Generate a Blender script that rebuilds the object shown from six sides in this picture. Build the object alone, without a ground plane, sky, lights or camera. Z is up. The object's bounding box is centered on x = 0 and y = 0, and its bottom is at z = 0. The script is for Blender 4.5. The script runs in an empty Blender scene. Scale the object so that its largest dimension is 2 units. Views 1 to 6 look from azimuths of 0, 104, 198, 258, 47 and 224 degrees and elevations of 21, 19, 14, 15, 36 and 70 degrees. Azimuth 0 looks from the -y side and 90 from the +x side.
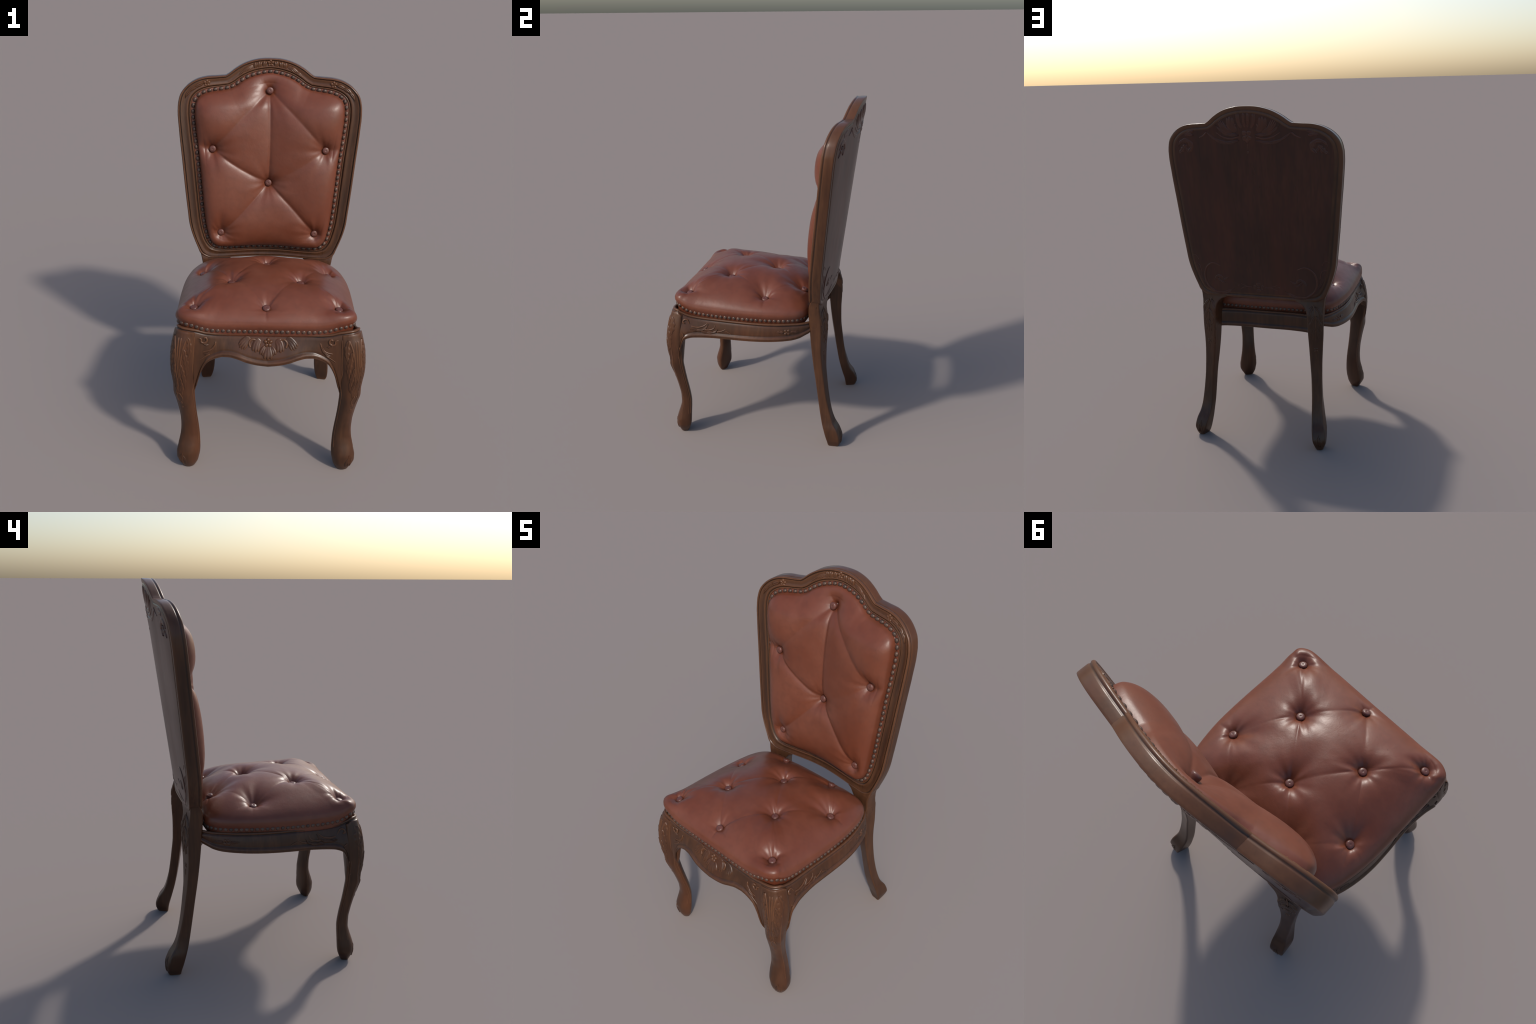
# Carved cabriole dining chair with button-tufted leather seat and back.
# Built from profiles, splines and lofts; metres, z up, front faces -y.
import bpy, math, random
import numpy as np
from mathutils import Vector, Matrix

random.seed(7)
RNG = np.random.default_rng(7)

# ------------------------------------------------------------------ helpers
def spline(pts, n, closed=False, mirror_ends=None):
    """Centripetal-ish Catmull-Rom through pts, resampled evenly to n points."""
    P = np.array(pts, float)
    if closed:
        Q = np.vstack([P[-1], P, P[0], P[1]])
    else:
        a = 2 * P[0] - P[1] if mirror_ends is None or mirror_ends[0] is None else np.array(mirror_ends[0], float)
        b = 2 * P[-1] - P[-2] if mirror_ends is None or mirror_ends[1] is None else np.array(mirror_ends[1], float)
        Q = np.vstack([a, P, b])
    out = []
    for i in range(1, len(Q) - 2):
        p0, p1, p2, p3 = Q[i - 1], Q[i], Q[i + 1], Q[i + 2]
        d0 = max(np.linalg.norm(p1 - p0), 1e-9); d1 = max(np.linalg.norm(p2 - p1), 1e-9); d2 = max(np.linalg.norm(p3 - p2), 1e-9)
        m1 = (p1 - p0) / d0 * d1 * d1 / (d0 + d1) + (p2 - p1) * d0 / (d0 + d1)
        m2 = (p2 - p1) * d2 / (d1 + d2) + (p3 - p2) / d2 * d1 * d1 / (d1 + d2)
        for t in np.arange(0, 1, 1 / 24):
            h = (2*t**3 - 3*t*t + 1, t**3 - 2*t*t + t, -2*t**3 + 3*t*t, t**3 - t*t)
            out.append(h[0]*p1 + h[1]*m1 + h[2]*p2 + h[3]*m2)
    out.append(Q[-2])
    D = np.array(out)
    if n is None:
        return D
    s = np.concatenate([[0], np.cumsum(np.linalg.norm(np.diff(D, axis=0), axis=1))])
    q = np.linspace(0, s[-1], n, endpoint=not closed)
    return np.stack([np.interp(q, s, D[:, k]) for k in range(D.shape[1])], 1)

def curve1d(keys):
    """Smooth 1-D interpolation through (x, value...) keys (monotone cubic)."""
    K = np.array(keys, float); x = K[:, 0]; Y = K[:, 1:]
    d = np.diff(Y, axis=0) / np.diff(x)[:, None]
    m = np.zeros_like(Y); m[0], m[-1] = d[0], d[-1]
    same = d[:-1] * d[1:] > 0
    m[1:-1] = np.where(same, 2*d[:-1]*d[1:] / np.where(same, d[:-1] + d[1:], 1), 0)
    def f(q):
        q = np.clip(np.asarray(q, float), x[0], x[-1]); i = np.clip(np.searchsorted(x, q) - 1, 0, len(x) - 2)
        h = x[i+1] - x[i]; t = ((q - x[i]) / h)[..., None]; h = h[..., None]
        r = (2*t**3-3*t*t+1)*Y[i] + (t**3-2*t*t+t)*h*m[i] + (-2*t**3+3*t*t)*Y[i+1] + (t**3-t*t)*h*m[i+1]
        return r[..., 0] if r.shape[-1] == 1 else r
    return f

def smooth(a, b, x):
    t = np.clip((np.asarray(x, float) - a) / (b - a), 0, 1)
    return t * t * (3 - 2 * t)

def grid_faces(nu, nv, wrap_u=False, wrap_v=False, flip=False):
    F = []
    for i in range(nu if wrap_u else nu - 1):
        for j in range(nv if wrap_v else nv - 1):
            a, b = i*nv + j, ((i+1) % nu)*nv + j
            c, d = ((i+1) % nu)*nv + (j+1) % nv, i*nv + (j+1) % nv
            F.append((a, d, c, b) if flip else (a, b, c, d))
    return F

def new_mesh(name, V, F, mat, parent=None, angle=None, loc=None):
    me = bpy.data.meshes.new(name)
    me.from_pydata([tuple(map(float, v)) for v in V], [], [tuple(map(int, f)) for f in F])
    me.validate()
    me.materials.append(mat)
    me.polygons.foreach_set("use_smooth", [True] * len(me.polygons))
    if angle:
        me.set_sharp_from_angle(angle=math.radians(angle))
    me.update()
    ob = bpy.data.objects.new(name, me)
    bpy.context.collection.objects.link(ob)
    if parent:
        ob.parent = parent
    return ob

def flip_check(ob, outward):
    """Make face winding agree with the direction function."""
    import bmesh
    bm = bmesh.new(); bm.from_mesh(ob.data)
    bmesh.ops.recalc_face_normals(bm, faces=bm.faces)
    bm.to_mesh(ob.data); bm.free(); ob.data.update()

def recalc(ob):
    import bmesh
    bm = bmesh.new(); bm.from_mesh(ob.data)
    bmesh.ops.recalc_face_normals(bm, faces=bm.faces)
    bm.to_mesh(ob.data); bm.free(); ob.data.update()

class Patch:
    """Collects several relief pieces into one mesh."""
    def __init__(self): self.V, self.F = [], []
    def add(self, V, F):
        o = len(self.V); self.V += [tuple(v) for v in V]; self.F += [tuple(i + o for i in f) for f in F]
    def build(self, name, mat, parent, angle=50):
        ob = new_mesh(name, self.V, self.F, mat, parent); recalc(ob)
        ob.data.set_sharp_from_angle(angle=math.radians(angle))
        return ob

# ------------------------------------------------------------------ materials
def nodes_of(mat):
    mat.use_nodes = True
    nt = mat.node_tree
    return nt, nt.nodes["Principled BSDF"]

def mixrgb(nt, fac, a, b, blend="MIX"):
    n = nt.nodes.new("ShaderNodeMix"); n.data_type = "RGBA"; n.blend_type = blend
    for sock, val in ((n.inputs[0], fac), (n.inputs[6], a), (n.inputs[7], b)):
        if hasattr(val, "is_output"): nt.links.new(val, sock)
        else: sock.default_value = val if not isinstance(val, tuple) else (*val, 1)
    return n.outputs[2]

def ramp(nt, src, stops):
    n = nt.nodes.new("ShaderNodeValToRGB"); nt.links.new(src, n.inputs[0])
    e = n.color_ramp.elements
    while len(e) < len(stops): e.new(0.5)
    for el, (p, c) in zip(e, stops):
        el.position = p; el.color = (c, c, c, 1) if not isinstance(c, tuple) else (*c, 1)
    return n.outputs[0]

def noise(nt, coord, scale, stretch=(1, 1, 1), detail=4, rough=.55):
    m = nt.nodes.new("ShaderNodeMapping"); m.inputs["Scale"].default_value = stretch
    nt.links.new(coord, m.inputs[0])
    n = nt.nodes.new("ShaderNodeTexNoise"); n.inputs["Scale"].default_value = scale
    n.inputs["Detail"].default_value = detail; n.inputs["Roughness"].default_value = rough
    nt.links.new(m.outputs[0], n.inputs["Vector"])
    return n.outputs[0]

def wood(name, base, dark, grain=(1, 1, .07), rough=.29, grime=(.010, .010, .010), worn=True):
    mat = bpy.data.materials.new(name); nt, b = nodes_of(mat)
    co = nt.nodes.new("ShaderNodeTexCoord").outputs["Object"]
    g1 = noise(nt, co, 55, grain, 5, .6)
    g2 = noise(nt, co, 4.5, (1, 1, .5), 3)
    g3 = noise(nt, co, 190, grain, 3)
    c = mixrgb(nt, ramp(nt, g1, [(.32, 0), (.68, 1)]), dark, base)
    c = mixrgb(nt, ramp(nt, g2, [(.36, 0), (.66, .72)]), c, tuple(x * .62 for x in dark))
    c = mixrgb(nt, ramp(nt, g3, [(.5, 0), (.75, .35)]), c, tuple(x * .55 for x in dark))
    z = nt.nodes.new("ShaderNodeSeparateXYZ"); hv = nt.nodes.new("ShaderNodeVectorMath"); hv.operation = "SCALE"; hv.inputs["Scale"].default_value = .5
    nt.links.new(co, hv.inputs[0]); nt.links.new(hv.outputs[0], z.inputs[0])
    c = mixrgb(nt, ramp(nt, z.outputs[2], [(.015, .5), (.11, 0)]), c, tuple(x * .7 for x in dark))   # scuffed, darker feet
    c = mixrgb(nt, ramp(nt, z.outputs[2], [(.80, 0), (.96, .30)]), c, tuple(x * 1.9 for x in base)) if worn else c   # paler towards the crest
    g4 = noise(nt, co, 7, (1, 1, .06), 2)
    c = mixrgb(nt, ramp(nt, g4, [(.46, 0), (.74, .38)]), c, tuple(x * k for x, k in zip(base, (1.3, .95, .8))))
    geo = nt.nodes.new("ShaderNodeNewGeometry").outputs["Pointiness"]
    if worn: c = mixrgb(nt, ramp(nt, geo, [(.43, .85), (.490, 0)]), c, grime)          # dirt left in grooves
    if worn: c = mixrgb(nt, ramp(nt, geo, [(.506, 0), (.57, .5)]), c, tuple(min(1, x * 1.6) for x in base))  # rubbed edges
    nt.links.new(c, b.inputs["Base Color"])
    r = nt.nodes.new("ShaderNodeMapRange"); nt.links.new(g2, r.inputs[0])
    r.inputs[3].default_value, r.inputs[4].default_value = rough - .08, rough + .14
    nt.links.new(r.outputs[0], b.inputs["Roughness"])
    bp = nt.nodes.new("ShaderNodeBump"); bp.inputs["Strength"].default_value = .12; bp.inputs["Distance"].default_value = .002
    nt.links.new(g1, bp.inputs["Height"]); nt.links.new(bp.outputs[0], b.inputs["Normal"])
    b.inputs["Specular IOR Level"].default_value = .38
    return mat

def leather(name, light, deep, rough=.36):
    mat = bpy.data.materials.new(name); nt, b = nodes_of(mat)
    co = nt.nodes.new("ShaderNodeTexCoord").outputs["Object"]
    n1 = noise(nt, co, 5.5, (1, 1, 1), 4, .6)
    n2 = noise(nt, co, 26, (1, 1, 1), 5, .65)
    c = mixrgb(nt, ramp(nt, n1, [(.35, 0), (.66, 1)]), light, deep)
    c = mixrgb(nt, ramp(nt, n2, [(.45, 0), (.75, .45)]), c, tuple(x * .62 for x in light))
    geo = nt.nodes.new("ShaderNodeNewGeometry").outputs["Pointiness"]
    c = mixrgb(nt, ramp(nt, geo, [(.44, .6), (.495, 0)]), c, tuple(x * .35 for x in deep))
    nt.links.new(c, b.inputs["Base Color"])
    r = nt.nodes.new("ShaderNodeMapRange"); nt.links.new(n2, r.inputs[0])
    r.inputs[3].default_value, r.inputs[4].default_value = rough - .05, rough + .10
    nt.links.new(r.outputs[0], b.inputs["Roughness"])
    v = nt.nodes.new("ShaderNodeTexVoronoi"); v.inputs["Scale"].default_value = 260
    nt.links.new(co, v.inputs["Vector"])
    bp = nt.nodes.new("ShaderNodeBump"); bp.inputs["Strength"].default_value = .07; bp.inputs["Distance"].default_value = .001
    nt.links.new(v.outputs["Distance"], bp.inputs["Height"])
    b2 = nt.nodes.new("ShaderNodeBump"); b2.inputs["Strength"].default_value = .09; b2.inputs["Distance"].default_value = .01
    nt.links.new(n2, b2.inputs["Height"]); nt.links.new(bp.outputs[0], b2.inputs["Normal"])
    nt.links.new(b2.outputs[0], b.inputs["Normal"])
    b.inputs["Specular IOR Level"].default_value = .5
    return mat

def brass(name):
    mat = bpy.data.materials.new(name); nt, b = nodes_of(mat)
    oi = nt.nodes.new("ShaderNodeObjectInfo").outputs["Random"]
    co = nt.nodes.new("ShaderNodeTexCoord").outputs["Object"]
    n = noise(nt, co, 120, (1, 1, 1), 3)
    c = mixrgb(nt, oi, (.140, .086, .064), (.082, .054, .043))
    c = mixrgb(nt, ramp(nt, n, [(.45, 0), (.7, .6)]), c, (.04, .03, .026))
    nt.links.new(c, b.inputs["Base Color"])
    b.inputs["Metallic"].default_value = .35; b.inputs["Roughness"].default_value = .44
    return mat

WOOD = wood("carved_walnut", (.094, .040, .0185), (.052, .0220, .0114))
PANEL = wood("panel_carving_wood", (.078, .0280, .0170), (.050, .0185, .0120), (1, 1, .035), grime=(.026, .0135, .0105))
FLAT = wood("back_veneer", (.074, .0245, .0145), (.046, .0165, .0110), (1, 1, .025), worn=False)
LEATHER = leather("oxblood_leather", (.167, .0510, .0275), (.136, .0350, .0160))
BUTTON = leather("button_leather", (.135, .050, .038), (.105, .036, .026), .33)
NAIL = brass("antique_brass")

chair = bpy.data.objects.new("dining_chair", None)
bpy.context.collection.objects.link(chair)
chair["label"] = "carved walnut dining chair with tufted oxblood leather"
chair["category"] = "dining chair"

def shift_x(x, y):
    """the front of the seat frame stands a touch to the right of the back"""
    return x + .008 * smooth(0, .42, -np.asarray(y, float))

# ================================================================== BACKREST
def back_y(x, z):
    """front face of the bowed, reclined back"""
    x, z = np.asarray(x, float), np.asarray(z, float)
    bow = .059 + .0115 * np.clip((z - .9) / .85, 0, 1.3)
    sag = ((x * x + .0036) ** .71 - .0036 ** .71) / ((.25 + .0036) ** .71 - .0036 ** .71)
    return .3445 + .128 * (z - .9) - bow * sag
def thick(x):
    return 1 - .10 * smooth(.46, .20, np.abs(x))

# paired half outlines (outer edge x,z | nail line x,z): crown -> notch -> ear -> foot
TOP = [(0, 1.9985, 0, 1.930), (.07, 1.994, .060, 1.922), (.14, 1.974, .115, 1.906), (.195, 1.944, .163, 1.881),
       (.23, 1.918, .196, 1.858), (.2475, 1.9075, .226, 1.844)]
LOW = [(.2475, 1.9075, .226, 1.844), (.297, 1.904, .275, 1.837), (.363, 1.899, .335, 1.829), (.414, 1.884, .375, 1.817),
       (.460, 1.855, .403, 1.799), (.495, 1.813, .418, 1.778), (.509, 1.765, .426, 1.750), (.512, 1.720, .428, 1.710),
       (.506, 1.620, .421, 1.620), (.490, 1.450, .402, 1.450), (.474, 1.280, .387, 1.280), (.461, 1.160, .376, 1.160),
       (.451, 1.080, .366, 1.080), (.438, 1.030, .355, 1.030), (.4185, .975, .344, .992), (.4035, .938, .327, .964),
       (.3900, .907, .302, .944), (.356, .8815, .265, .937), (.275, .8745, .210, .936), (.180, .877, .150, .938),
       (.100, .880, .080, .941), (0, .881, 0, .942)]
a = spline(TOP, 48, mirror_ends=((-.07, 1.994, -.06, 1.922), None))
b = spline(LOW, 250, mirror_ends=(None, (-.10, .880, -.08, .941)))
half = np.vstack([a, b[1:]])
mirrored = half[1:-1][::-1] * np.array([-1, 1, -1, 1])
LOOP = np.vstack([half, mirrored])                       # closed, clockwise seen from the front
NL = len(LOOP)
def loop_at(f):
    return LOOP[:, :2] + f * (LOOP[:, 2:] - LOOP[:, :2])

# moulded section of the frame: (inward width, depth behind the front face)
SECTION = [(.0745, .014), (.0735, .0075), (.0715, .0042), (.0680, .0035), (.0655, .0050), (.0635, .0078), (.0610, .0070), (.0590, .0015),
           (.0540, -.0005), (.047, .0030), (.038, .0052), (.029, .0040), (.0205, .0012), (.0170, .0010), (.0150, .0060), (.0128, .0062),
           (.0108, .0010), (.0070, -.0015), (.0030, .0005), (.0002, .0050), (-.0004, .0100), (.0012, .0122), (.0024, .0140), (.0024, .0180),
           (.0004, .0200), (-.0006, .0250), (-.0012, .0400), (-.0016, .0560), (-.0014, .0640), (-.0002, .0662), (.0120, .0668),
           (.0200, .0655), (.0235, .0620), (.0275, .0615), (.0310, .0640), (.0380, .0655), (.0450, .0655)]
rows = []
for w, d in SECTION:
    q = loop_at(w / .086)
    rows.append(np.stack([q[:, 0], back_y(q[:, 0], q[:, 1]) + d * thick(q[:, 0]), q[:, 1]], 1))
V = np.concatenate(rows)
F = grid_faces(len(rows), NL, wrap_v=True)
frame = new_mesh("backrest", V, F, WOOD, chair); recalc(frame)
frame.data.set_sharp_from_angle(angle=math.radians(60))
notch = (47, NL - 47)
for e in frame.data.edges:
    i, j = e.vertices[0] % NL, e.vertices[1] % NL
    if i == j and i in notch: e.use_edge_sharp = True

# rear panel veneer: rings closing towards the middle
q0 = loop_at(.0445 / .086); mid = np.array([0, 1.40]); R = np.linspace(1, .02, 30)
PD = .0655
V = []
for r in R:
    q = mid + r * (q0 - mid)
    V.append(np.stack([q[:, 0], back_y(q[:, 0], q[:, 1]) + PD * thick(q[:, 0]), q[:, 1]], 1))
V = np.concatenate(V); F = grid_faces(len(R), NL, wrap_v=True)
V = np.vstack([V, [[0, back_y(0, 1.40) + PD * thick(0), 1.40]]]); c0 = (len(R)-1)*NL
F += [(c0 + j, len(V) - 1, c0 + (j+1) % NL) for j in range(NL)]
panel = new_mesh("back_panel", V, F, FLAT, chair)
if panel.data.polygons[0].normal.y < 0: panel.data.flip_normals()

# ------------------------------------------------------------------ relief tools
class Surface:
    """maps (u, v, height) to space"""
    def __init__(self, f): self.f = f
    def __call__(self, u, v, h):
        u, v = np.asarray(u, float), np.asarray(v, float); e = 1e-3
        p = self.f(u, v); du = self.f(u + e, v) - self.f(u - e, v); dv = self.f(u, v + e) - self.f(u, v - e)
        n = np.cross(du, dv); n /= np.maximum(np.linalg.norm(n, axis=-1, keepdims=True), 1e-12)
        return p + n * np.asarray(h)[..., None]

def tube(S, pts, r0, r1=None, n=28, lift=.35, swell=0, seg=8):
    """tapered half-round moulding or stem along a curve on the surface"""
    c = spline(pts, n); t = np.gradient(c, axis=0); t /= np.linalg.norm(t, axis=1, keepdims=True)
    nn = np.stack([-t[:, 1], t[:, 0]], 1); s = np.linspace(0, 1, n)
    r = r0 + ((r0 if r1 is None else r1) - r0) * s + swell * np.sin(math.pi * s)
    r = np.maximum(r, .0004); r[0] *= .35; r[-1] *= .35
    V = []
    for k in range(seg):
        an = 2 * math.pi * k / seg
        o = c + nn * (r * math.cos(an))[:, None]
        V.append(S(o[:, 0], o[:, 1], r * math.sin(an) * .8 + lift * r))
    V = np.stack(V, 1).reshape(-1, 3)
    return V, grid_faces(n, seg, wrap_v=True) + [tuple(range(seg)), tuple(range((n-1)*seg, n*seg))]

def leaf(S, pts, width, height, lobes=4, n=40, m=13, tip=.15, curl=.0, side=0):
    """acanthus leaf: lobed edges, midrib groove, flutes running to the lobes"""
    c = spline(pts, n); t = np.gradient(c, axis=0); t /= np.linalg.norm(t, axis=1, keepdims=True)
    nn = np.stack([-t[:, 1], t[:, 0]], 1); s = np.linspace(0, 1, n)
    prof = np.sin(math.pi * np.clip(.12 + .88 * s, 0, 1)) ** .75
    ph = (s * lobes) % 1.0
    saw = .62 + .38 * (1 - np.abs(2 * ph - 1)) ** .6
    w = width * prof * saw; w[0] = width * .25; w[-1] = width * .04
    g = np.linspace(-1, 1, m); V = []
    for k in g:
        ww = w * k
        if side: ww = w * (k + side) * .5
        o = c + nn * ww[:, None] + t * (abs(k) ** 1.5 * width * .30)[None, None] if False else c + nn * ww[:, None] + t * (-abs(k) * width * .25)
        ridge = (1 - abs(k) ** 2.6)
        rib = .40 * math.exp(-(k / .13) ** 2)
        flute = .22 * np.cos(2 * math.pi * (s * lobes - abs(k) * .5)) * abs(k)
        h = height * (ridge * (.75 + .25 * saw) - rib + flute * ridge) * (1 - .5 * s) + curl * s ** 3
        h = np.where(abs(k) > .99, -.0015, np.maximum(h, .0002))
        V.append(S(o[:, 0], o[:, 1], h))
    V = np.stack(V, 1).reshape(-1, 3)
    return V, grid_faces(n, m)

def fan(S, pts, width, height, lobes=3, n=26, m=25, open_=.5):
    """shell-like leaf that widens to a scalloped, rolled end"""
    c = spline(pts, n); s = np.linspace(0, 1, n); V = []
    L = np.linalg.norm(np.diff(c, axis=0), axis=1).sum()
    for k in np.linspace(-1, 1, m):
        wave = (1 - abs(math.sin(math.pi * lobes * (k + 1) / 2))) ** 1.3        # 1 in the clefts
        sk = s * (1 - .16 * k * k - .13 * wave * s ** 2)
        p = np.stack([np.interp(sk, s, c[:, 0]), np.interp(sk, s, c[:, 1])], 1)
        t = np.gradient(c, axis=0); t /= np.linalg.norm(t, axis=1, keepdims=True)
        tt = np.stack([np.interp(sk, s, t[:, 0]), np.interp(sk, s, t[:, 1])], 1)
        w = width * (1 - open_ + open_ * np.minimum(1, s * 1.35) ** .8) * np.minimum(1, .15 + s * 5) ** .5
        o = p + np.stack([-tt[:, 1], tt[:, 0]], 1) * (w * k)[:, None]
        roll = np.sin(math.pi * np.clip(s, 0, 1) ** 1.25) ** .55 * (.55 + .45 * s)
        h = height * roll * (1 - abs(k) ** 4) * (1 - .32 * wave * (.15 + .85 * s))
        if abs(k) > .999: h = np.full(n, -.001)
        h[0] = h[-1] = -.001
        V.append(S(o[:, 0], o[:, 1], h))
    return np.stack(V, 1).reshape(-1, 3), grid_faces(n, m)

def dome(S, u, v, ru, rv, h, rot=0, n=12, k=5):
    V = []; 
    for i in range(k):
        a_ = math.pi / 2 * i / k; rr, hh = math.cos(a_), math.sin(a_)
        an = np.arange(n) * 2 * math.pi / n
        x, y = ru * rr * np.cos(an), rv * rr * np.sin(an)
        V.append(S(u + x * math.cos(rot) - y * math.sin(rot), v + x * math.sin(rot) + y * math.cos(rot), np.full(n, h * hh - .001)))
    V = np.concatenate(V); V = np.vstack([V, S(np.array([u]), np.array([v]), np.array([h - .001]))])
    return V, grid_faces(k, n, wrap_v=True) + [((k-1)*n + j, k*n, (k-1)*n + (j+1) % n) for j in range(n)]

def flower(P, S, u, v, r, h, petals=5, turn=.3):
    for i in range(petals):
        an = turn + 2 * math.pi * i / petals
        P.add(*dome(S, u + r*.62*math.cos(an), v + r*.62*math.sin(an), r*.50, r*.44, h, an))
    P.add(*dome(S, u, v, r*.27, r*.27, h*1.35))

def flip_u(pts, on=True):
    return [(-p[0], p[1]) for p in pts] if on else list(pts)

# ---- rear carving
class Shallow(Surface):
    def __call__(self, u, v, h): return Surface.__call__(self, u, v, np.asarray(h) * .6)
REAR = Shallow(lambda x, z: np.stack([-x, back_y(x, z) + PD * thick(x), z], -1))   # u runs to the right seen from behind
P = Patch()
flower(P, REAR, 0, 1.842, .030, .006, 4, math.pi/4)
P.add(*dome(REAR, 0, 1.815, .011, .014, .006))
P.add(*tube(REAR, [(0, 1.80), (0, 1.765)], .0025, .0012)); P.add(*dome(REAR, 0, 1.75, .006, .008, .004))
for sx in (0, 1):
    m_ = lambda pts: flip_u(pts, sx)
    P.add(*fan(REAR, m_([(.008, 1.885), (.012, 1.92), (.012, 1.965)]), .011, .009, 1))
    P.add(*fan(REAR, m_([(.026, 1.880), (.042, 1.91), (.046, 1.962)]), .013, .010, 2))
    P.add(*fan(REAR, m_([(.060, 1.862), (.088, 1.895), (.094, 1.945)]), .026, .012, 3))
    P.add(*fan(REAR, m_([(.085, 1.856), (.130, 1.878), (.158, 1.925)]), .020, .011, 4))
    P.add(*tube(REAR, m_([(.060, 1.905), (.075, 1.880), (.100, 1.878), (.118, 1.900)]), .0045, .003))
    P.add(*leaf(REAR, m_([(.050, 1.845), (.100, 1.846), (.145, 1.862), (.185, 1.900)]), .014, .007, 3))
    P.add(*tube(REAR, m_([(.05, 1.835), (.09, 1.825), (.14, 1.832), (.185, 1.858)]), .004, .0015, swell=.002))
    P.add(*leaf(REAR, m_([(.05, 1.815), (.11, 1.802), (.17, 1.810), (.225, 1.842), (.255, 1.868)]), .013, .006, 3))
    P.add(*tube(REAR, m_([(.245, 1.858), (.27, 1.838), (.295, 1.828)]), .005, .003))
    P.add(*leaf(REAR, m_([(.335, 1.842), (.36, 1.845), (.395, 1.848)]), .012, .006, 2))
    P.add(*leaf(REAR, m_([(.33, 1.865), (.36, 1.855), (.385, 1.832)]), .010, .005, 2))
    P.add(*leaf(REAR, m_([(.375, 1.745), (.350, 1.775), (.372, 1.808), (.415, 1.805), (.440, 1.775)]), .017, .008, 4))
    P.add(*leaf(REAR, m_([(.390, 1.785), (.408, 1.762), (.442, 1.735)]), .018, .010, 3))
    P.add(*leaf(REAR, m_([(.395, 1.79), (.385, 1.765), (.365, 1.752)]), .013, .008, 2))
    # lower corner scrolls
    P.add(*tube(REAR, m_([(.235, 1.070), (.285, 1.085), (.330, 1.055), (.348, 1.005), (.335, .945), (.290, .905), (.230, .903), (.180, .925)]), .0030, .0022, 48, swell=.003))
    P.add(*leaf(REAR, m_([(.33, .935), (.28, .897), (.22, .895), (.155, .935)]), .011, .005, 3))
    P.add(*leaf(REAR, m_([(.345, .95), (.375, .995), (.385, 1.045), (.402, 1.075)]), .012, .005, 3))
    P.add(*tube(REAR, m_([(.365, 1.02), (.385, 1.07), (.41, 1.075)]), .003, .002))
    P.add(*tube(REAR, m_([(.38, 1.10), (.40, 1.128), (.425, 1.118)]), .0022, .0012))
    P.add(*leaf(REAR, m_([(.285, .975), (.255, 1.005), (.220, .985), (.188, 1.005)]), .012, .006, 3))
    P.add(*leaf(REAR, m_([(.262, .990), (.240, .970), (.215, .965)]), .009, .005, 2))
    # small bottom spray
    P.add(*tube(REAR, m_([(.04, .952), (.075, .955), (.115, .972)]), .003, .0012))
    P.add(*tube(REAR, m_([(.07, .954), (.095, .945), (.115, .935)]), .0025, .0012))
    P.add(*dome(REAR, (-1 if sx else 1) * .124, .955, .005, .004, .004))
for an in range(4):
    P.add(*dome(REAR, .024*math.cos(an*math.pi/2), .952 + .020*math.sin(an*math.pi/2), .015, .010, .0045, an*math.pi/2 + math.pi/2))
P.add(*dome(REAR, 0, .952, .007, .007, .006))
P.build("rear_carving", PANEL, panel)

# ---- front frame carving (in the cove)
COVE = Surface(lambda x, z: np.stack([x, back_y(x, z) + .0042, z], -1))
def cove_pt(i, f):
    p = LOOP[i % NL]; q = p[:2] + f * (p[2:] - p[:2]); return (q[0], q[1])
def cove_idx(x, z):
    d = (LOOP[:, 0] - x) ** 2 + (LOOP[:, 1] - z) ** 2
    return int(np.argmin(d))
def cove_path(x0, z0, x1, z1, f0=.44, f1=.44, n=8):
    i, j = cove_idx(x0, z0), cove_idx(x1, z1)
    if abs(i - j) > NL / 2:
        if i < j: i += NL
        else: j += NL
    return [cove_pt(int(round(k)), f) for k, f in zip(np.linspace(i, j, n), np.linspace(f0, f1, n))]
P = Patch()
flower(P, COVE, 0, 1.975, .019, .009)
for sx in (1, -1):
    for x, wd in ((.034, .014), (.062, .015), (.089, .013)):
        i = cove_idx(sx * x, 1.99)
        P.add(*fan(COVE, [cove_pt(i, .70), cove_pt(i, .44), cove_pt(i - sx * 1, .17)], wd, .010, 2, open_=.2))
    P.add(*fan(COVE, cove_path(sx*.100, 1.99, sx*.160, 1.965, .40, .52), .014, .009, 3))
    P.add(*leaf(COVE, cove_path(sx*.130, 1.978, sx*.205, 1.937, .44, .62), .012, .008, 2))
    P.add(*tube(COVE, cove_path(sx*.10, 1.99, sx*.20, 1.940, .22, .30), .0035, .0015))
    i = cove_idx(sx * .362, 1.899)
    cx, cz = cove_pt(i, .44); flower(P, COVE, cx, cz, .019, .008)
    P.add(*leaf(COVE, cove_path(sx*.385, 1.893, sx*.472, 1.842, .40, .44), .014, .009, 2))
    P.add(*leaf(COVE, cove_path(sx*.43, 1.875, sx*.502, 1.795, .36, .40), .013, .009, 2))
    P.add(*tube(COVE, cove_path(sx*.385, 1.893, sx*.480, 1.833, .22, .20), .0030, .0015))
P.build("front_carving", WOOD, frame)

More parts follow.
